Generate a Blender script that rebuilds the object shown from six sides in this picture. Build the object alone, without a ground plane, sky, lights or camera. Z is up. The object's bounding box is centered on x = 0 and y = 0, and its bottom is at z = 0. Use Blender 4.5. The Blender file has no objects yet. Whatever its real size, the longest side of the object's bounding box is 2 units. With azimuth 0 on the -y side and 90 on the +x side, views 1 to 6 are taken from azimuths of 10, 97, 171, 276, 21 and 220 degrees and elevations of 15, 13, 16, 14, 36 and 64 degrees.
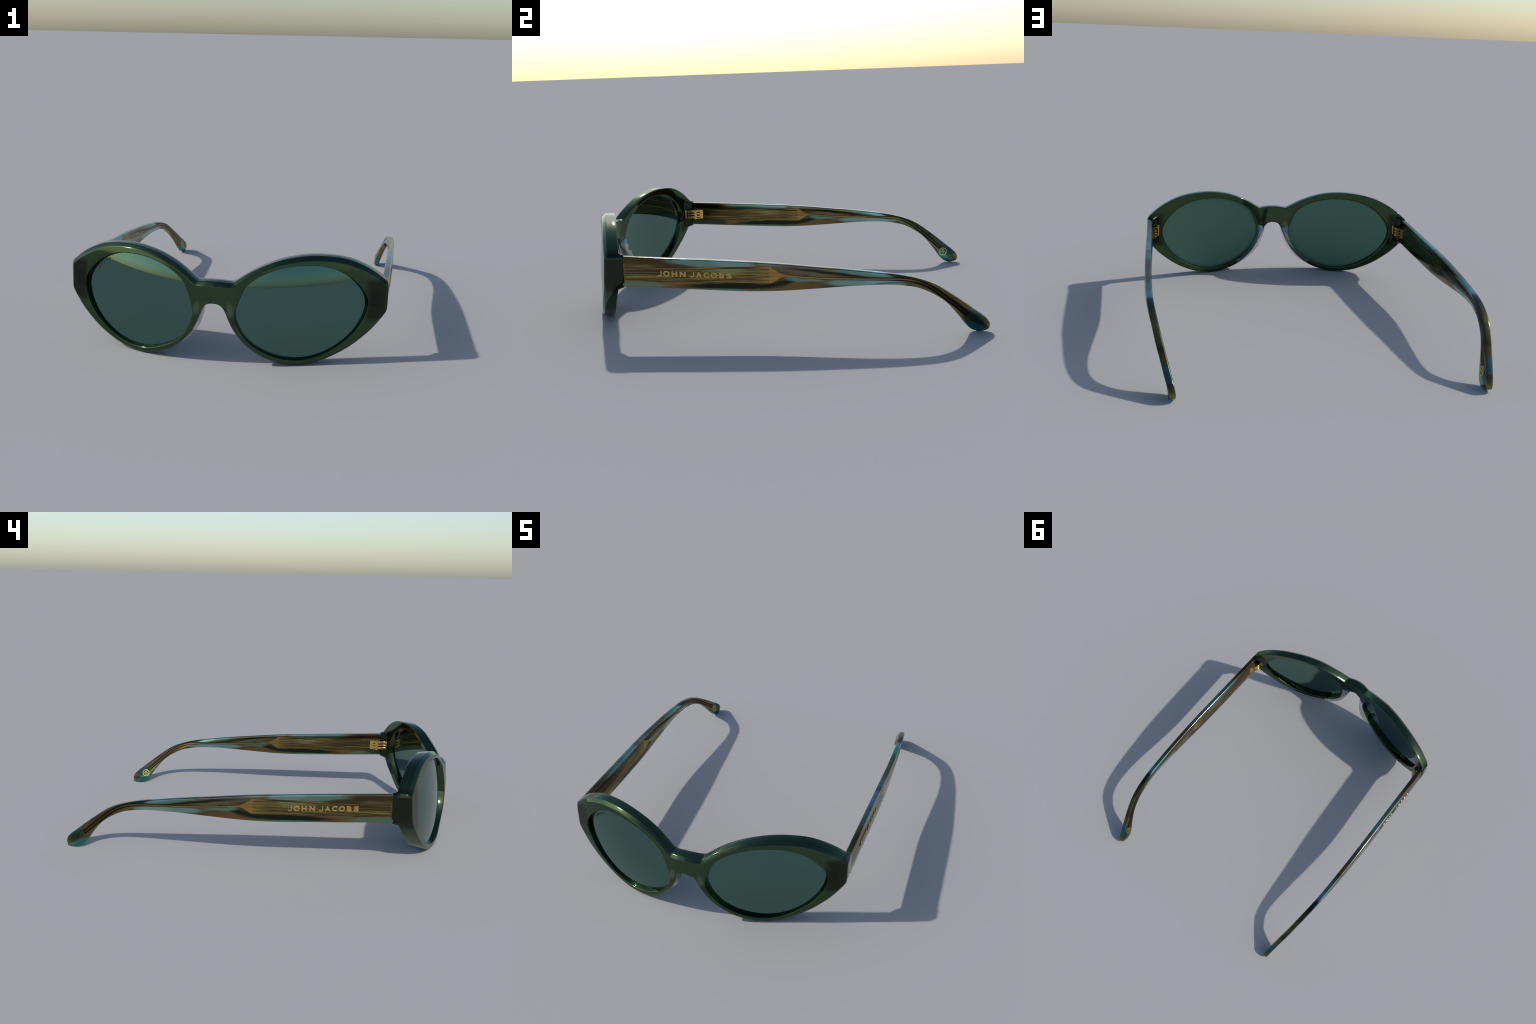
# Oval cat-eye sunglasses: green acetate front, dark green lenses, marbled
# temples with an embedded metal core, gold hinges and raised gold lettering.
import bpy, bmesh, math
from mathutils import Vector

COL = bpy.context.scene.collection

# ---------------------------------------------------------------- helpers
def interp(x, xs, ys):
    if x <= xs[0]: return ys[0]
    for i in range(1, len(xs)):
        if x <= xs[i]:
            t = (x - xs[i-1]) / (xs[i] - xs[i-1])
            return ys[i-1] + t * (ys[i] - ys[i-1])
    return ys[-1]

def spline(xs, ys):
    """Natural-looking monotone-ish cubic (Catmull-Rom with non-uniform slopes)."""
    n = len(xs)
    m = []
    for i in range(n):
        if i == 0: m.append((ys[1]-ys[0])/(xs[1]-xs[0]))
        elif i == n-1: m.append((ys[-1]-ys[-2])/(xs[-1]-xs[-2]))
        else:
            h0, h1 = xs[i]-xs[i-1], xs[i+1]-xs[i]
            d0, d1 = (ys[i]-ys[i-1])/h0, (ys[i+1]-ys[i])/h1
            m.append((d0*h1 + d1*h0)/(h0+h1))
    def f(x):
        if x <= xs[0]: return ys[0] + m[0]*(x-xs[0])
        if x >= xs[-1]: return ys[-1] + m[-1]*(x-xs[-1])
        for i in range(1, n):
            if x <= xs[i]:
                h = xs[i]-xs[i-1]; t = (x-xs[i-1])/h
                return ((2*t**3-3*t*t+1)*ys[i-1] + (t**3-2*t*t+t)*h*m[i-1]
                        + (-2*t**3+3*t*t)*ys[i] + (t**3-t*t)*h*m[i])
    return f

def catmull(P, steps, closed=False, g0=None, g1=None):
    """Centripetal Catmull-Rom through 2D points; returns dense list."""
    n = len(P)
    if closed: Q = [P[-1]] + P + [P[0], P[1]]
    else: Q = [g0 or P[0]] + P + [g1 or P[-1]]
    out = []
    for i in range(1, len(Q)-2):
        p = [Vector(q) for q in Q[i-1:i+3]]
        t = [0.0]
        for k in range(3):
            t.append(t[-1] + max((p[k+1]-p[k]).length, 1e-5)**0.5)
        for s in range(steps):
            u = t[1] + (t[2]-t[1])*s/steps
            a1 = p[0]*((t[1]-u)/(t[1]-t[0])) + p[1]*((u-t[0])/(t[1]-t[0]))
            a2 = p[1]*((t[2]-u)/(t[2]-t[1])) + p[2]*((u-t[1])/(t[2]-t[1]))
            a3 = p[2]*((t[3]-u)/(t[3]-t[2])) + p[3]*((u-t[2])/(t[3]-t[2]))
            b1 = a1*((t[2]-u)/(t[2]-t[0])) + a2*((u-t[0])/(t[2]-t[0]))
            b2 = a2*((t[3]-u)/(t[3]-t[1])) + a3*((u-t[1])/(t[3]-t[1]))
            out.append(b1*((t[2]-u)/(t[2]-t[1])) + b2*((u-t[1])/(t[2]-t[1])))
    if not closed: out.append(Vector(P[-1]))
    return out

def resample(pts, n, closed=False):
    P = list(pts) + ([pts[0]] if closed else [])
    L = [0.0]
    for a, b in zip(P, P[1:]): L.append(L[-1] + (b-a).length)
    out, k = [], 0
    cnt = n if closed else n-1
    for i in range(n):
        s = L[-1]*i/cnt
        while k < len(L)-2 and L[k+1] < s: k += 1
        d = L[k+1]-L[k]
        out.append(P[k].lerp(P[k+1], 0 if d == 0 else min(1, (s-L[k])/d)))
    return out

def new_obj(name, verts, faces, mat, parent, smooth=True, mirror=False, angle=None):
    if mirror:
        verts = [(-v[0], v[1], v[2]) for v in verts]
        faces = [tuple(reversed(f)) for f in faces]
    me = bpy.data.meshes.new(name)
    me.from_pydata([tuple(v) for v in verts], [], faces)
    bm = bmesh.new(); bm.from_mesh(me)
    bmesh.ops.recalc_face_normals(bm, faces=bm.faces)
    bm.to_mesh(me); bm.free()
    me.polygons.foreach_set("use_smooth", [smooth]*len(me.polygons))
    if angle is not None:
        me.set_sharp_from_angle(angle=math.radians(angle))
    me.materials.append(mat)
    ob = bpy.data.objects.new(name, me)
    COL.objects.link(ob)
    ob.parent = parent
    return ob

def bevelled_box(lo, hi, r, seg=3):
    bm = bmesh.new()
    bmesh.ops.create_cube(bm, size=1)
    for v in bm.verts:
        v.co = Vector([lo[k] if v.co[k] < 0 else hi[k] for k in range(3)])
    if r > 0:
        bmesh.ops.bevel(bm, geom=list(bm.edges), offset=r, segments=seg,
                        affect='EDGES', profile=0.5)
    V = [v.co.copy() for v in bm.verts]
    bm.verts.index_update()
    F = [tuple(v.index for v in f.verts) for f in bm.faces]
    bm.free()
    return V, F

def join(parts):
    V, F = [], []
    for v, f in parts:
        o = len(V); V += list(v); F += [tuple(i+o for i in q) for q in f]
    return V, F

# ---------------------------------------------------------------- materials
class Nodes:
    def __init__(self, name):
        self.mat = bpy.data.materials.new(name)
        self.mat.use_nodes = True
        self.t = self.mat.node_tree
        self.b = self.t.nodes["Principled BSDF"]
        self.o = self.t.nodes["Material Output"]
    def n(self, kind, **kw):
        nd = self.t.nodes.new(kind)
        for k, v in kw.items(): setattr(nd, k, v)
        return nd
    def link(self, a, b): self.t.links.new(a, b)
    def val(self, sock, v):
        if hasattr(v, "links") or isinstance(v, bpy.types.NodeSocket): self.link(v, sock)
        else: sock.default_value = v
    def math(self, op, a, b=0.0, c=None, clamp=False):
        nd = self.n("ShaderNodeMath", operation=op, use_clamp=clamp)
        self.val(nd.inputs[0], a); self.val(nd.inputs[1], b)
        if c is not None: self.val(nd.inputs[2], c)
        return nd.outputs[0]
    def mix(self, fac, a, b):
        nd = self.n("ShaderNodeMix", data_type='RGBA')
        self.val(nd.inputs[0], fac); self.val(nd.inputs[6], a); self.val(nd.inputs[7], b)
        return nd.outputs[2]
    def smooth(self, v, lo, hi):
        nd = self.n("ShaderNodeMapRange", interpolation_type='SMOOTHSTEP')
        self.val(nd.inputs[0], v); nd.inputs[1].default_value = lo; nd.inputs[2].default_value = hi
        return nd.outputs[0]
    def coords(self):
        tc = self.n("ShaderNodeTexCoord")
        sp = self.n("ShaderNodeSeparateXYZ")
        self.link(tc.outputs["Object"], sp.inputs[0])
        return tc.outputs["Object"], sp.outputs[0], sp.outputs[1], sp.outputs[2]
    def noise(self, vec, scale, detail=3.0, rough=0.5, stretch=(1, 1, 1)):
        mp = self.n("ShaderNodeMapping"); mp.inputs["Scale"].default_value = stretch
        self.link(vec, mp.inputs[0])
        nd = self.n("ShaderNodeTexNoise")
        nd.inputs["Scale"].default_value = scale
        nd.inputs["Detail"].default_value = detail
        nd.inputs["Roughness"].default_value = rough
        self.link(mp.outputs[0], nd.inputs["Vector"])
        return nd.outputs[0]
    def blob(self, u, v, cu, cv, ru, rv, rot=0.0, soft=0.6):
        """Soft ellipse mask in the (u, v) plane."""
        du = self.math('SUBTRACT', u, cu); dv = self.math('SUBTRACT', v, cv)
        c, s = math.cos(rot), math.sin(rot)
        a = self.math('MULTIPLY_ADD', du, c/ru, self.math('MULTIPLY', dv, s/ru))
        b = self.math('MULTIPLY_ADD', du, -s/rv, self.math('MULTIPLY', dv, c/rv))
        d = self.math('SQRT', self.math('ADD', self.math('MULTIPLY', a, a), self.math('MULTIPLY', b, b)))
        nd = self.n("ShaderNodeMapRange", interpolation_type='SMOOTHSTEP')
        self.link(d, nd.inputs[0])
        nd.inputs[1].default_value = 1.0 + soft*0.5; nd.inputs[2].default_value = 1.0 - soft*0.5
        return nd.outputs[0]
    def box(self, u, v, u0, u1, v0, v1, soft):
        a = self.smooth(u, u0-soft, u0+soft); b = self.smooth(u, u1+soft, u1-soft)
        c = self.smooth(v, v0-soft, v0+soft); d = self.smooth(v, v1+soft, v1-soft)
        return self.math('MULTIPLY', self.math('MULTIPLY', a, b), self.math('MULTIPLY', c, d))
    def set(self, **kw):
        for k, v in kw.items(): self.val(self.b.inputs[k.replace('_', ' ')], v)

def rgb(r, g, b): return (r, g, b, 1.0)

def mat_acetate():
    m = Nodes("green_acetate")
    vec, x, y, z = m.coords()
    ax = m.math('ABSOLUTE', x)
    col = m.mix(m.noise(vec, 5.0, 2.0), rgb(.050, .086, .048), rgb(.066, .108, .062))
    # the groove that holds the lens shows through as a slightly deeper ring
    ring = m.blob(ax, z, .400, .252, .330, .258, 0.0, 0.05)
    col = m.mix(m.math('MULTIPLY', ring, .30), col, rgb(.045, .085, .035))
    # clear nose pad glued behind: paler patch, then a dark one below it
    col = m.mix(m.math('MULTIPLY', m.blob(ax, z, .080, .270, .014, .034, 0.15, .9), .6), col, rgb(.16, .21, .16))
    col = m.mix(m.math('MULTIPLY', m.blob(ax, z, .078, .215, .030, .030, 0.3, .6), .55), col, rgb(.05, .058, .04))
    # solid hinge block inside the end piece reads as a nearly black patch
    dark = m.box(ax, z, .690, 1.0, .205, .402, .016)
    col = m.mix(m.math('MULTIPLY', dark, .92), col, rgb(.030, .036, .027))
    leaf = m.box(ax, z, .712, .748, .272, .342, .003)
    col = m.mix(m.math('MULTIPLY', leaf, .45), col, rgb(.018, .022, .016))
    m.set(Base_Color=col, Metallic=1.0, Roughness=0.07)
    return m.mat

def mat_lens():
    m = Nodes("dark_green_lens")
    vec, x, y, z = m.coords()
    col = m.mix(m.noise(vec, 2.5, 1.0), rgb(.095, .190, .165), rgb(.105, .205, .180))
    m.set(Base_Color=col, Metallic=1.0, Roughness=0.02)
    tr = m.n("ShaderNodeBsdfTransparent")
    mx = m.n("ShaderNodeMixShader"); mx.inputs[0].default_value = .06
    m.link(m.b.outputs[0], mx.inputs[1]); m.link(tr.outputs[0], mx.inputs[2])
    m.link(mx.outputs[0], m.o.inputs[0])
    return m.mat

def mat_lens_inner():
    m = Nodes("dark_green_lens_inner")
    vec, x, y, z = m.coords()
    col = m.mix(m.noise(vec, 2.5, 1.0), rgb(.095, .190, .165), rgb(.105, .205, .180))
    lw = m.n("ShaderNodeLayerWeight"); lw.inputs[0].default_value = .5
    t = m.smooth(lw.outputs["Facing"], .22, .45)
    col = m.mix(t, rgb(.128, .248, .190), col)
    m.set(Base_Color=col, Metallic=1.0, Roughness=m.math('MULTIPLY_ADD', t, -.50, .53))
    return m.mat

def mat_plain(name, col, metallic, rough, **kw):
    m = Nodes(name)
    vec, x, y, z = m.coords()
    n = m.noise(vec, 40.0, 2.0)
    c = m.mix(n, rgb(*[k*.93 for k in col]), rgb(*[min(1, k*1.07) for k in col]))
    m.set(Base_Color=c, Metallic=metallic, Roughness=rough, **kw)
    return m.mat

def mat_clear():
    m = Nodes("clear_acetate")
    vec, x, y, z = m.coords()
    c = m.mix(m.noise(vec, 12.0, 1.0), rgb(.80, .83, .86), rgb(.86, .88, .90))
    m.set(Base_Color=c, Metallic=1.0, Roughness=0.05)
    tr = m.n("ShaderNodeBsdfTransparent"); tr.inputs[0].default_value = rgb(.93, .95, .95)
    lw = m.n("ShaderNodeLayerWeight"); lw.inputs[0].default_value = .35
    fac = m.math('MULTIPLY_ADD', lw.outputs["Facing"], .45, .22, clamp=True)
    mx = m.n("ShaderNodeMixShader"); m.link(fac, mx.inputs[0])
    m.link(tr.outputs[0], mx.inputs[1]); m.link(m.b.outputs[0], mx.inputs[2])
    m.link(mx.outputs[0], m.o.inputs[0])
    return m.mat

DARKBROWN = rgb(.085, .062, .030)
BROWN = rgb(.23, .145, .052)
OLIVE = rgb(.19, .185, .085)
TEAL = rgb(.19, .36, .30)
SKY = rgb(.27, .43, .43)
BLACK = rgb(.018, .026, .022)
DEEP = rgb(.05, .25, .24)

def mat_marbled():
    m = Nodes("marbled_acetate")
    vec, x, y, z0 = m.coords()
    # everything is laid out along the temple (y) and across it (z), slightly warped
    w1 = m.math('SUBTRACT', m.noise(vec, 3.0, 2.0, .5, (0, 2.0, 3.0)), .5)
    w2 = m.math('SUBTRACT', m.noise(vec, 4.0, 2.0, .5, (0, 2.0, 6.0)), .5)
    u = m.math('MULTIPLY_ADD', w1, .07, y)
    v = m.math('MULTIPLY_ADD', w2, .016, z0)
    streak = m.noise(vec, 1.0, 5.0, .65, (0, 3.0, 110.0))
    cloud = m.noise(vec, 1.0, 3.0, .55, (0, 6.0, 16.0))
    col = m.mix(m.smooth(cloud, .38, .62), DARKBROWN, OLIVE)
    col = m.mix(m.math('MULTIPLY', m.smooth(streak, .42, .66), .75), col, BROWN)
    def put(col, cu, cv, ru, rv, c, k, rot=0.0, soft=.7):
        return m.mix(m.math('MULTIPLY', m.blob(u, v, cu, cv, ru, rv, rot, soft), k), col, c)
    # streaked middle panel, front part
    col = put(col, -.58, .362, .22, .018, DARKBROWN, .85, -.06)
    col = put(col, -.63, .300, .07, .030, OLIVE, .6)
    col = put(col, -.57, .250, .12, .016, rgb(.20, .31, .20), .75, -.05)
    col = put(col, -.35, .245, .12, .014, BROWN, .7, -.05)
    col = put(col, -.28, .345, .16, .020, TEAL, .85, -.08)
    col = put(col, -.14, .345, .09, .022, SKY, .75, -.08)
    col = put(col, -.47, .348, .18, .010, DARKBROWN, .8, -.13)
    col = put(col, -.17, .315, .06, .018, rgb(.34, .48, .28), .6)
    col = put(col, -.15, .243, .22, .014, BLACK, .95, .0)
    col = put(col, -.20, .221, .20, .009, TEAL, .85, -.02)
    col = put(col, .03, .345, .07, .014, rgb(.26, .33, .26), .7, -.1)
    # behind the pointed end of the core
    col = put(col, .16, .318, .13, .020, rgb(.18, .16, .12), .8, -.1)
    col = put(col, .30, .300, .20, .006, BLACK, .9, -.12)
    col = put(col, .08, .258, .10, .012, BLACK, .85, .28)
    col = put(col, .17, .272, .08, .012, TEAL, .8, -.05)
    col = put(col, .14, .236, .12, .016, BROWN, .7, .05)
    col = put(col, .29, .252, .05, .016, DARKBROWN, .6, .05)
    col = put(col, .46, .294, .13, .012, TEAL, .85, -.12)
    col = put(col, .52, .292, .07, .012, SKY, .7, -.12)
    col = put(col, .45, .252, .17, .016, rgb(.34, .54, .52), .9, -.02)
    col = put(col, .37, .256, .07, .016, TEAL, .6, -.02)
    col = put(col, .60, .283, .07, .010, BLACK, .9, -.15)
    # bend and tip
    col = put(col, .74, .222, .14, .020, rgb(.10, .085, .042), .8, -.55)
    col = put(col, .72, .200, .10, .014, OLIVE, .55, -.55)
    col = put(col, .855, .100, .06, .018, OLIVE, .6, -.80)
    col = put(col, .935, .095, .05, .014, DEEP, .5, -.66)
    col = put(col, .925, .022, .075, .022, DEEP, .9, -.40)
    col = put(col, .980, .012, .026, .014, TEAL, .6, -.2)
    col = put(col, .950, .058, .055, .022, rgb(.032, .065, .050), .85, -.66)
    m.set(Base_Color=col, Metallic=1.0, Roughness=0.10)
    return m.mat

def mat_core():
    m = Nodes("embedded_core_metal")
    vec, x, y, z = m.coords()
    st = m.noise(vec, 1.0, 3.0, .6, (0, 4.0, 50.0))
    gold = m.mix(m.smooth(st, .3, .7), rgb(.33, .225, .066), rgb(.46, .315, .095))
    streak = m.mix(m.smooth(m.noise(vec, 1.0, 4.0, .65, (0, 3.0, 170.0)), .46, .66), rgb(.080, .062, .028), rgb(.46, .34, .10))
    col = m.mix(m.smooth(y, -.08, .035), streak, gold)
    # the slim wire dulls towards the tip where it lies deeper in the acetate
    col = m.mix(m.smooth(y, .45, .75), col, rgb(.13, .085, .035))
    m.set(Base_Color=col, Metallic=1.0, Roughness=0.16)
    return m.mat

ACETATE = mat_acetate()
LENS = mat_lens()
LENS_INNER = mat_lens_inner()
MARBLED = mat_marbled()
CORE = mat_core()
CHANNEL = mat_plain("shadowed_channel", (.022, .022, .016), 1.0, .15)
GOLD = mat_plain("polished_gold", (.80, .52, .15), 1.0, .16)
LETTER = mat_plain("brass_lettering", (.64, .42, .14), 1.0, .26)
MARK = mat_plain("gold_foil", (.55, .48, .17), 1.0, .25)
PRINT = mat_plain("dark_print", (.03, .04, .035), 0.0, .5)
CLEAR = mat_clear()

# ---------------------------------------------------------------- the thing
glasses = bpy.data.objects.new("sunglasses", None)
COL.objects.link(glasses)
glasses["label"] = "oval green sunglasses with marbled temples and gold hinges"
glasses["category"] = "sunglasses"

# ---------------------------------------------------------------- front frame
TILT = .060                      # pantoscopic lean: the top sits further back
THICK = .069                     # thickness of the front, measured along y
front_line = spline([0, .05, .1, .2, .3, .4, .5, .6, .7, .75, .79],
                    [-.9910, -.9855, -.9715, -.9425, -.9185, -.888, -.852, -.814, -.775, -.753, -.736])
CROWN = .16                      # slight vertical curvature of the front face
def front_y(x, z): 
    return (front_line(abs(x)) - .0100 + TILT*(z-.25) + CROWN*(z-.25)**2
            + .45*max(0.0, z-.40)**2)      # the brow rolls back a little more

OUTER = [(0, .4015), (.035, .4000), (.065, .3965), (.085, .3960), (.105, .4075), (.15, .4360),
         (.20, .4625), (.28, .4940), (.36, .5110), (.43, .5165), (.50, .5130), (.561, .5045),
         (.62, .4875), (.686, .4565), (.73, .4280), (.764, .4000), (.779, .3860), (.7848, .3730),
         (.7860, .3200), (.7850, .2620), (.7828, .2470), (.776, .2350), (.756, .2070),
         (.722, .1660), (.68, .1270), (.63, .0870), (.574, .0530), (.498, .0200), (.417, .0030),
         (.38, .0008), (.343, .0030), (.28, .0180), (.226, .0410), (.19, .0650), (.148, .1020),
         (.115, .1420), (.091, .1790), (.072, .2200), (.061, .2470), (.050, .2720), (.035, .2905),
         (.018, .2985), (0, .3005)]
OPENING = [(.1000, .2500), (.1060, .2850), (.122, .3300), (.147, .3810), (.176, .4070), (.208, .4280),
           (.290, .4610), (.385, .4755), (.486, .4705), (.555, .4490), (.610, .4180), (.655, .3750),
           (.686, .3300), (.6965, .2900), (.690, .2450), (.676, .2090), (.650, .1660), (.608, .1200),
           (.556, .0810), (.499, .0500), (.418, .0280), (.344, .0300), (.266, .0520), (.188, .0950),
           (.148, .1340), (.120, .1750), (.104, .2150)]
NE, NC = 340, 13
outer = resample(catmull(OUTER, 24, g0=(-.035, .4), g1=(-.018, .2985)), NE)
# matching places on the opening for a regular quad flow
inner_dense = resample(catmull(OPENING, 24, closed=True), 2400, closed=True)
def nearest(pts, p): return min(range(len(pts)), key=lambda i: (pts[i]-Vector(p)).length)
pairs = [((0, .4015), (.117, .318)), ((.088, .397), (.142, .372)), ((.20, .4625), (.208, .428)),
         ((.43, .5165), (.41, .476)), ((.62, .4875), (.59, .43)), ((.73, .428), (.655, .375)),
         ((.785, .371), (.687, .328)), ((.784, .260), (.692, .250)), ((.722, .166), (.660, .182)),
         ((.574, .053), (.556, .081)), ((.39, .001), (.395, .0275)), ((.226, .041), (.245, .060)),
         ((.148, .102), (.165, .116)), ((.072, .22), (.106, .208)), ((.035, .2905), (.1005, .262)), ((0, .3005), (.103, .272))]
oi = [nearest(outer, a) for a, b in pairs]
ni = len(inner_dense)
ii = [nearest(inner_dense, b) for a, b in pairs]
# the opening runs clockwise in index as listed (up the nose side, over the top)
for k in range(1, len(ii)):
    while ii[k] < ii[k-1]: ii[k] += ni
inner_idx = spline(oi, ii)
inner = [inner_dense[int(round(interp(i, oi, ii))) % ni] for i in range(NE)]
# soften the index jumps with a short moving average
def soften(P, it=6):
    for _ in range(it):
        P = [P[0]] + [(P[k-1]+2*P[k]+P[k+1])/4 for k in range(1, len(P)-1)] + [P[-1]]
    return P
inner = [inner_dense[nearest(inner_dense, p)] for p in soften(inner, 12)]
# centre line at the bridge, from the arch back up to the top
a_end, a_start = nearest(inner_dense, inner[-1]), nearest(inner_dense, inner[0])
if a_start < a_end: a_start += ni
for k in range(1, NC):
    t = k/NC
    outer.append(Vector((0, .3005 + (.4015-.3005)*t)))
    inner.append(inner_dense[int(a_end + (a_start-a_end)*t) % ni])
NT = len(outer)
# outward normals
def normals(P, first, last):
    out = []
    for i in range(len(P)):
        a = P[max(i-1, 0)] if first else P[(i-1) % len(P)]
        b = P[min(i+1, len(P)-1)] if first else P[(i+1) % len(P)]
        d = (b-a).normalized()
        out.append(Vector((-d.y, d.x)))
    return out
on = normals(outer[:NE], True, True)
on[0] = Vector((0, 1)); on[NE-1] = Vector((0, -1))
cx = Vector((.4, .25))
inn = []
for i in range(NT):
    k = nearest(inner_dense, inner[i])
    d = (inner_dense[(k+6) % ni]-inner_dense[(k-6) % ni]).normalized()
    nrm = Vector((-d.y, d.x))
    if nrm.dot(inner[i]-cx) < 0: nrm = -nrm
    inn.append(nrm)

def outer_loop(inset):
    P = [outer[i] - on[i]*inset(on[i]) for i in range(NE)]
    z0, z1 = P[NE-1].y, P[0].y
    for k in range(1, NC): P.append(Vector((0, z0+(z1-z0)*k/NC)))
    return P
def inner_loop(grow): return [inner[i] + inn[i]*grow for i in range(NT)]
cham = lambda n: .0115 + .0045*n.y          # front chamfer: wider along the brow
def lerp_loop(A, B, t): return [a.lerp(b, t) for a, b in zip(A, B)]

loops = []                                   # (points2d, depth function, closed?)
BI = .004
fo = outer_loop(lambda n: cham(n)+.003)
fi = inner_loop(BI+.001)
loops.append((inner_loop(0), lambda i: THICK*.5))
loops.append((inner_loop(0), lambda i: BI+.001))
loops.append((inner_loop(BI*.3), lambda i: BI*.3))
loops.append((inner_loop(BI), lambda i: .0))
NF = 16
for k in range(NF+1): loops.append((lerp_loop(fi, fo, k/NF), lambda i: 0.0))
F_LAST = len(loops)-1
nz = lambda i: on[i] if i < NE else Vector((0, 0))
for t in (.10, .28, .50, .72, .90):
    loops.append((outer_loop(lambda n, t=t: cham(n)*(1-t)), lambda i, t=t: cham(nz(i))*1.05*t))
loops.append((outer_loop(lambda n: .0), lambda i: cham(nz(i))*1.05+.0012))
loops.append((outer_loop(lambda n: .0), lambda i: cham(nz(i))*1.05+.0045))
loops.append((outer_loop(lambda n: .0), lambda i: THICK*.6))
loops.append((outer_loop(lambda n: .0), lambda i: THICK-.0045))
loops.append((outer_loop(lambda n: .0012), lambda i: THICK-.0013))
B_FIRST = len(loops)
bo, bi_ = outer_loop(lambda n: .0045), inner_loop(BI+.001)
for k in range(NF+1): loops.append((lerp_loop(bo, bi_, k/NF), lambda i: THICK))
loops.append((inner_loop(BI*.3), lambda i: THICK-BI*.3))
loops.append((inner_loop(0), lambda i: THICK-BI-.001))
def sstep(x, a, b):
    t = max(0.0, min(1.0, (x-a)/(b-a))); return t*t*(3-2*t)
def swell(x, z):
    """End piece: the back of the front thickens to meet the temple."""
    return .030*sstep(x, .712, .757)*sstep(z, .218, .236)*(1-sstep(z, .380, .394))
V, F = [], []
for P, dep in loops:
    for i, p in enumerate(P):
        d = dep(i)
        d += swell(p.x, p.y)*sstep(d, THICK*.5, THICK-.006)
        V.append(Vector((p.x, min(front_y(p.x, p.y)+d, -.6525 if d > THICK-.006 else 9), p.y)))
nl = len(loops)
for l in range(nl):
    l2 = (l+1) % nl
    wall = F_LAST <= l < B_FIRST
    for i in range(NT):
        j = (i+1) % NT
        if wall and i >= NE-1: continue      # open towards the mirrored half
        F.append((l*NT+i, l*NT+j, l2*NT+j, l2*NT+i))
nv = len(V)
V2 = V + [Vector((-v.x, v.y, v.z)) for v in V]
F2 = F + [tuple(k+nv for k in reversed(f)) for f in F]
me = bpy.data.meshes.new("front_frame")
me.from_pydata([tuple(v) for v in V2], [], F2)
bm = bmesh.new(); bm.from_mesh(me)
bmesh.ops.remove_doubles(bm, verts=[v for v in bm.verts if abs(v.co.x) < 1e-4], dist=2e-4)
bmesh.ops.delete(bm, geom=[v for v in bm.verts if not v.link_faces], context='VERTS')
bmesh.ops.recalc_face_normals(bm, faces=bm.faces)
bm.to_mesh(me); bm.free()
me.polygons.foreach_set("use_smooth", [True]*len(me.polygons))
me.materials.append(ACETATE)
frame = bpy.data.objects.new("front_frame", me)
COL.objects.link(frame); frame.parent = glasses

# ---------------------------------------------------------------- lenses
def lens_y(x, z):
    dx, dz = x-.4, z-.25
    return -.8915 + .310*dx + .060*dz + (dx*dx + dz*dz)/2.5
def lens_back_y(x, z):
    """The inner side is much flatter, so the lens thins towards its edge."""
    dx, dz = x-.4, z-.25
    return -.859 + .315*dx + .050*dz + dx*dx/3.4 + dz*dz/8.0

lens_objs = {}
edge = resample([p for p in inner_dense], 180, closed=True)
for side in (1, -1):
    V, F = [], []
    rings = 26
    for s, dy in ((0, 0.0), (1, .020)):
        for r in range(rings+1):
            k = 1 - r/rings
            for p in edge:
                q = cx + (p-cx)*(k*1.012)
                yf = lens_y(q.x, q.y)
                V.append((q.x, yf if s == 0 else max(yf+.002, lens_back_y(q.x, q.y)), q.y))
    n = len(edge)
    for s in (0, 1):
        o = s*(rings+1)*n
        for r in range(rings):
            for i in range(n):
                j = (i+1) % n
                if r == rings-1: F.append((o+r*n+i, o+r*n+j, o+(r+1)*n))
                else: F.append((o+r*n+i, o+r*n+j, o+(r+1)*n+j, o+(r+1)*n+i))
    o = (rings+1)*n
    for i in range(n):
        j = (i+1) % n
        F.append((i, j, o+j, o+i))
    ob = new_obj("lens", V, F, LENS, glasses, mirror=(side < 0), angle=40)
    bm = bmesh.new(); bm.from_mesh(ob.data)
    bmesh.ops.delete(bm, geom=[v for v in bm.verts if not v.link_faces], context='VERTS')
    bm.to_mesh(ob.data); bm.free()
    ob.data.materials.append(LENS_INNER)
    for p in ob.data.polygons:
        if p.normal.y > .5: p.material_index = 1
    lens_objs[side] = ob

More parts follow.
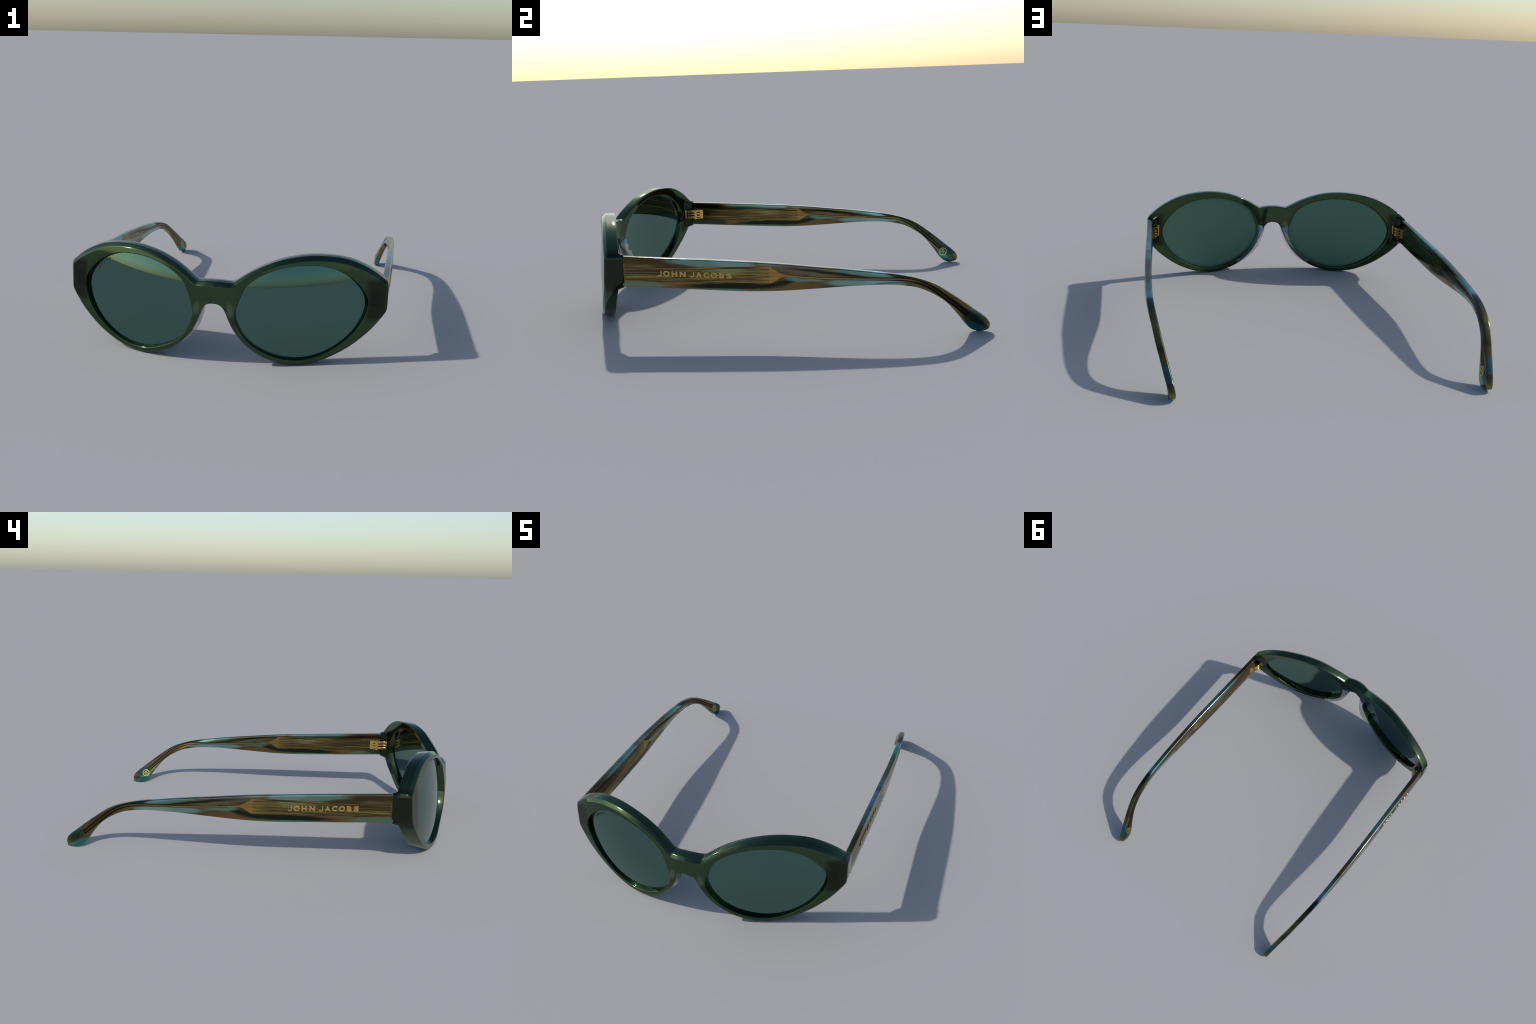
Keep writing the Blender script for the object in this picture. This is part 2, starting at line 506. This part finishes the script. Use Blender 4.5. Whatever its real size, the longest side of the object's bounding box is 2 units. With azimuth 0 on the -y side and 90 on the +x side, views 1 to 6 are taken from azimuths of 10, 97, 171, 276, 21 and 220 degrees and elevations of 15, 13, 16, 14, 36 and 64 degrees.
# ---------------------------------------------------------------- nose pads
PAD = [((.0985, .288), (.058, .276)), ((.0965, .272), (.051, .268)), ((.099, .245), (.053, .247)), ((.106, .212), (.061, .216)),
       ((.120, .178), (.075, .179)), ((.142, .142), (.101, .137)), ((.170, .110), (.136, .098)),
       ((.205, .082), (.179, .065)), ((.232, .067), (.222, .044))]
PH = [.007, .018, .029, .038, .042, .039, .031, .019, .008]
ni_ = catmull([p[0] for p in PAD], 5); no_ = catmull([p[1] for p in PAD], 5)
nh = spline([k*5 for k in range(len(PH))], PH)
for side in (1, -1):
    V, F = [], []
    m_ = len(ni_)
    prof = [(0.0, -.3), (.0, .3), (.03, .8), (.12, .98), (.30, 1.0), (.55, 1.0), (.72, .93), (.86, .68), (.97, .30), (1.02, -.06), (1.0, -.3)]
    for k in range(m_):
        h = nh(k)
        for a, d in prof:
            p = ni_[k].lerp(no_[k], a)
            y0 = front_y(p.x, p.y)+THICK-.001
            V.append((p.x, y0 + (d*h if d > 0 else d*.02), p.y))
    c = len(prof)
    for k in range(m_-1):
        for i in range(c):
            j = (i+1) % c
            F.append((k*c+i, k*c+j, (k+1)*c+j, (k+1)*c+i))
    F.append(tuple(range(c))); F.append(tuple((m_-1)*c+i for i in range(c)))
    new_obj("nose_pad", V, F, CLEAR, glasses, mirror=(side < 0), angle=50)

# ---------------------------------------------------------------- temples
temple_x = spline([-.66, -.5, -.3, -.1, .1, .25, .4, .5, .6, .7, .8, .9, .95, 1.0],
                  [.7843, .7865, .7890, .7920, .7938, .7932, .7900, .7866, .7795, .7685, .7505, .7245, .7110, .6955])
TW = .0315
TOP = [(-.6505, .3805), (-.5, .3735), (-.3, .3645), (-.1, .3540), (.05, .3440), (.22, .3280), (.40, .3110),
       (.53, .2950), (.62, .2800), (.685, .2635), (.752, .2365), (.842, .1750), (.934, .1040), (.975, .0710),
       (.992, .0530), (.9995, .0380)]
BOT = [(-.6600, .2405), (-.5, .2330), (-.3, .2245), (-.1, .2165), (.05, .2180), (.21, .2270), (.37, .2375),
       (.48, .2410), (.56, .2400), (.62, .2345), (.690, .2175), (.790, .1590), (.858, .0820), (.890, .0380),
       (.915, .0130), (.943, .0008)]
top = catmull(TOP, 12); bot = catmull(BOT, 12)
NS = len(top)
# round off the tip by closing both edges towards each other
tip_end = [(1.0000, .0275, .955, .0005), (.9985, .0195, .967, .0020), (.9950, .0130, .977, .0045), (.9900, .0095, .984, .0070)]
for a, b, c_, d in tip_end:
    top.append(Vector((a, b))); bot.append(Vector((c_, d)))
sect = []
R = .0065
def section():
    """(across 0..1 from bottom to top in metres from an edge, sideways -1..1)."""
    pts = []
    hw = TW/2
    for k in range(5):
        a = math.pi/2*k/4
        pts.append(('t', R*(1-math.sin(a)), hw-R+R*math.cos(a)))
    for k in range(5):
        a = math.pi/2*k/4
        pts.append(('t', R*(1-math.cos(a)), -(hw-R)-R*math.sin(a)))
    for k in range(5):
        a = math.pi/2*k/4
        pts.append(('b', R*(1-math.sin(a)), -(hw-R)-R*math.cos(a)))
    for k in range(5):
        a = math.pi/2*k/4
        pts.append(('b', R*(1-math.cos(a)), hw-R+R*math.sin(a)))
    # extra points up each flat side so the surface can carry the bend
    return pts
S = section()
def face_x(y, z):
    """Outer face of the temple at a point: sections stay square to the curved spine."""
    if y < .45: return temple_x(y)
    P = Vector((y, z)); last = None
    for T_, B_ in zip(top, bot):
        d = (B_-T_).normalized()
        e = (P-T_).dot(Vector((-d.y, d.x)))          # signed distance past this section
        if last is not None and last[0] > 0 >= e:
            t = last[0]/(last[0]-e)
            return temple_x(last[1]+(T_.x-last[1])*t)
        last = (e, T_.x)
    return temple_x(y)
temples = {}
for side in (1, -1):
    V, F = [], []
    n = len(top); c = len(S)
    for k in range(n):
        T_, B_ = top[k], bot[k]
        w = (T_-B_).length; ax = (B_-T_).normalized()
        sc = min(1.0, w/(2.2*R))
        for e, off, sx in S:
            p = T_+ax*off*sc if e == 't' else B_-ax*off*sc
            tipk = 1.0 if k < NS else (.985, .94, .84, .66)[k-NS]
            V.append((temple_x(T_.x)-TW/2+sx*tipk, p.x, p.y))
    for k in range(n-1):
        for i in range(c):
            j = (i+1) % c
            F.append((k*c+i, k*c+j, (k+1)*c+j, (k+1)*c+i))
    F.append(tuple(range(c))); F.append(tuple((n-1)*c+i for i in range(c)))
    temples[side] = new_obj("temple", V, F, MARBLED, glasses, mirror=(side < 0), angle=50)

# ---- embedded core: ribbed plate, pointed shoulder and slim wire
def slab(path, proud):
    """Closed slab through the temple from (y, z_low, z_high) stations."""
    V, F = [], []
    for y, a, b in path:
        xo = temple_x(y)+proud; xi = temple_x(y)-TW-proud
        V += [(xo, y, a), (xo, y, b), (xi, y, b), (xi, y, a)]
    for k in range(len(path)-1):
        for i in range(4):
            j = (i+1) % 4
            F.append((4*k+i, 4*k+j, 4*k+4+j, 4*k+4+i))
    F.append((0, 1, 2, 3)); m_ = 4*(len(path)-1); F.append((m_, m_+1, m_+2, m_+3))
    return V, F
def ribbon(line, half, proud):
    """Slab following a curved line in the (y, z) plane with half width."""
    V, F = [], []
    for k, p in enumerate(line):
        d = (line[min(k+1, len(line)-1)]-line[max(k-1, 0)]).normalized()
        nrm = Vector((-d.y, d.x))
        h = half(k/(len(line)-1))
        for q, s in ((p-nrm*h, 1), (p+nrm*h, 1), (p+nrm*h, -1), (p-nrm*h, -1)):
            x = face_x(q.x, q.y)+proud if s > 0 else face_x(q.x, q.y)-TW-proud
            V.append((x, q.x, q.y))
    for k in range(len(line)-1):
        for i in range(4):
            j = (i+1) % 4
            F.append((4*k+i, 4*k+j, 4*k+4+j, 4*k+4+i))
    F.append((0, 1, 2, 3)); m_ = 4*(len(line)-1); F.append((m_, m_+1, m_+2, m_+3))
    return V, F
WIRE = [(.085, .2905), (.18, .2815), (.31, .2745), (.42, .2715), (.50, .2700), (.574, .2680), (.625, .2640),
        (.661, .2570), (.705, .2400), (.75, .2120), (.80, .1710), (.85, .1290), (.895, .0890)]
wire_line = resample(catmull(WIRE, 12), 90)
for side in (1, -1):
    parts = []
    for r in range(5):
        t0 = r/4
        zc = lambda y, t0=t0: interp(y, [-.66, .02], [.328-.055*t0, .3255-.0655*t0])
        ys = [-.648+.668*k/24 for k in range(25)]
        parts.append(slab([(y, zc(y)-.0052, zc(y)+.0052) for y in ys], .0006))
    parts.append(slab([(.018, .2545, .3310), (.026, .2555, .3295), (.045, .2655, .3165), (.065, .2770, .3030),
                       (.085, .2860, .2940), (.110, .2855, .2915)], .0008))
    parts.append(ribbon(wire_line, lambda t: .0031, .0008))
    V, F = join(parts)
    new_obj("core_wire", V, F, CORE, temples[side], smooth=False, mirror=(side < 0))
    V, F = ribbon(wire_line[6:]+[wire_line[-1]+Vector((.006, -.005))], lambda t: .0055+.0060*min(1, max(0, t-.35)*2.2), .0004)
    new_obj("core_channel", V, F, CHANNEL, temples[side], smooth=False, mirror=(side < 0))

# ---------------------------------------------------------------- hinges
for side in (1, -1):
    # leaf on the front: end plate and three flat knuckle bars with dark gaps
    parts = [bevelled_box((.7165, -.6975, .2830), (.7270, -.6890, .3365), .0012, 2)]
    for z0, z1 in ((.2840, .2985), (.3055, .3150), (.3215, .3355)):
        parts.append(bevelled_box((.7185, -.6900, z0), (.7330, -.6400, z1), .0020, 3))
    V, F = join(parts)
    hinge = new_obj("hinge", V, F, GOLD, glasses, mirror=(side < 0), angle=40)
    # leaf on the temple: a wedge with three slots and a plain heel
    def wedge(z0, z1, y0, y1, sink=0.0):
        def xin(y): return interp(y, [-.650, -.638, -.588], [.733, .7235, .7525])+sink
        V, F = [], []
        for y in (y0, y1):
            V += [(.757, y, z0), (.757, y, z1), (xin(y), y, z1), (xin(y), y, z0)]
        for i in range(4):
            j = (i+1) % 4
            F.append((i, j, 4+j, 4+i))
        F.append((0, 1, 2, 3)); F.append((4, 5, 6, 7))
        return V, F
    rows = [.2780, .2815, .2895, .2975, .3060, .3145, .3230, .3335]
    parts = [wedge(rows[0], rows[-1], -.607, -.588)]
    for k in range(0, 8, 2):                          # fixed fingers
        parts.append(wedge(rows[k], rows[k+1], -.650, -.638)); parts.append(wedge(rows[k], rows[k+1], -.638, -.6072))
    for k in range(1, 7, 2):                          # knuckle ends between them
        parts.append(wedge(rows[k]+.0006, rows[k+1]-.0006, -.650, -.638, .0006))
        parts.append(wedge(rows[k]+.0006, rows[k+1]-.0006, -.638, -.6240, .0006))
    V, F = join(parts)
    new_obj("hinge_leaf", V, F, GOLD, hinge, smooth=False, mirror=(side < 0))

# ---------------------------------------------------------------- lettering
def glyph(ch, extrude, bevel, bold):
    cu = bpy.data.curves.new("glyph", 'FONT')
    cu.body = ch; cu.extrude = extrude; cu.bevel_depth = bevel; cu.bevel_resolution = 1
    cu.offset = bold; cu.resolution_u = 6
    ob = bpy.data.objects.new("glyph", cu); COL.objects.link(ob)
    bpy.context.view_layer.update()
    me = bpy.data.meshes.new_from_object(ob.evaluated_get(bpy.context.evaluated_depsgraph_get()))
    V = [v.co.copy() for v in me.vertices]; F = [tuple(p.vertices) for p in me.polygons]
    bpy.data.objects.remove(ob); bpy.data.curves.remove(cu); bpy.data.meshes.remove(me)
    lo = [min(v[k] for v in V) for k in range(3)]; hi = [max(v[k] for v in V) for k in range(3)]
    return [((v.x-lo[0])/(hi[0]-lo[0]), (v.y-lo[1])/(hi[1]-lo[1]), (v.z-lo[2])/(hi[2]-lo[2])) for v in V], F

# letter, start and end along the line as a share of its length
LINE = [("J", .000, .062), ("O", .079, .169), ("H", .193, .273), ("N", .302, .387), ("J", .440, .500),
        ("A", .522, .604), ("C", .622, .701), ("O", .717, .810), ("B", .832, .901), ("S", .929, 1.0)]
Y0, Y1, CAP = -.4935, -.1510, .0255
glyphs = {ch: glyph(ch, .08, .03, .030) for ch in {c[0] for c in LINE}}
def slab_stroke(pts, half):
    """A flat bent bar, normalised to the unit box (a plain letter J)."""
    P = resample(catmull(pts, 10), 40)
    V, F = [], []
    for k, p in enumerate(P):
        d = (P[min(k+1, len(P)-1)]-P[max(k-1, 0)]).normalized(); nr = Vector((-d.y, d.x))
        for q, h in ((p-nr*half, 0), (p+nr*half, 0), (p+nr*half, 1), (p-nr*half, 1)):
            V.append(Vector((q.x, q.y, h)))
    for k in range(len(P)-1):
        for i in range(4):
            j = (i+1) % 4
            F.append((4*k+i, 4*k+j, 4*k+4+j, 4*k+4+i))
    F.append((0, 1, 2, 3)); m_ = 4*(len(P)-1); F.append((m_, m_+1, m_+2, m_+3))
    lo = [min(v[k] for v in V) for k in range(2)]; hi = [max(v[k] for v in V) for k in range(2)]
    return [((v.x-lo[0])/(hi[0]-lo[0]), (v.y-lo[1])/(hi[1]-lo[1]), v.z) for v in V], F
glyphs["J"] = slab_stroke([(.70, 1.0), (.70, .75), (.70, .50), (.68, .30), (.58, .14), (.42, .08), (.22, .10), (.05, .20)], .105)
for side in (1, -1):
    for ch, a, b in LINE:
        G, F = glyphs[ch]
        V = []
        for u, v, w in G:
            s = a+(b-a)*u
            over = .0006 if ch in "OCSJ" else 0
            if side > 0: y = Y0+(Y1-Y0)*s
            else: y = Y1+(Y0-Y1)*s
            z = interp(y, [Y0, Y1], [.2905, .2770]) - over + v*(CAP+2*over)
            V.append((side*(temple_x(y)-.0010+.0050*w), y, z))
        new_obj("letter", V, F, LETTER, temples[side], smooth=False)

# round emblem on the inner face of each temple tip
def stroke(pts, half, seg=10):
    P = resample(catmull([tuple(p) for p in pts], 8), seg*len(pts))
    V, F = [], []
    for k, p in enumerate(P):
        d = (P[min(k+1, len(P)-1)]-P[max(k-1, 0)]).normalized(); nr = Vector((-d.y, d.x))
        for q, h in ((p-nr*half, 0), (p+nr*half, 0), (p+nr*half, 1), (p-nr*half, 1)):
            V.append((q.x, q.y, h))
    for k in range(len(P)-1):
        for i in range(4):
            j = (i+1) % 4
            F.append((4*k+i, 4*k+j, 4*k+4+j, 4*k+4+i))
    F.append((0, 1, 2, 3)); m_ = 4*(len(P)-1); F.append((m_, m_+1, m_+2, m_+3))
    return V, F
RING = [(math.cos(2*math.pi*k/28)*.92, math.sin(2*math.pi*k/28)*.92) for k in range(29)]
EMB = join([stroke(RING, .10, 3),
            stroke([(-.43, .72), (-.20, .50), (-.03, .28), (-.20, .02), (-.50, -.06), (-.85, -.05)], .085),
            stroke([(-.05, -.86), (-.03, -.45), (.10, -.10), (.28, .08), (.55, -.12), (.84, -.32)], .085),
            stroke([(.02, .60), (.20, .32), (.28, .08)], .075)])
for side in (1, -1):
    V = []
    for u, v, h in EMB[0]:
        y, z = .915+.0225*u, .0640+.0225*v
        V.append((face_x(y, z)-TW-(.0010*h+.00005), y, z))
    new_obj("emblem", V, EMB[1], MARK, temples[side], smooth=False, mirror=(side < 0))

# tiny print along the upper outer rim of one lens
arc = [(.642, .335), (.618, .376), (.585, .407), (.548, .430)]
arcl = resample(catmull(arc, 12), 200)
V, F = [], []
span = (.28, .98)
for ch, a, b in LINE:
    G, Fg = glyphs[ch]
    o = len(V)
    for u, v, w in G:
        s = span[0]+(span[1]-span[0])*(a+(b-a)*u)
        k = min(198, int(s*199)); p = arcl[k].lerp(arcl[k+1], s*199-k)
        d = (arcl[k+1]-arcl[k]).normalized(); nr = Vector((d.y, -d.x))
        if nr.y < 0: nr = -nr
        p = p + nr*(.0105*v-.002)
        V.append((-p.x, lens_y(p.x, p.y)-.0012*w+.0002, p.y))
    F += [tuple(i+o for i in f) for f in Fg]
new_obj("lens_print", V, F, PRINT, lens_objs[-1], smooth=False)
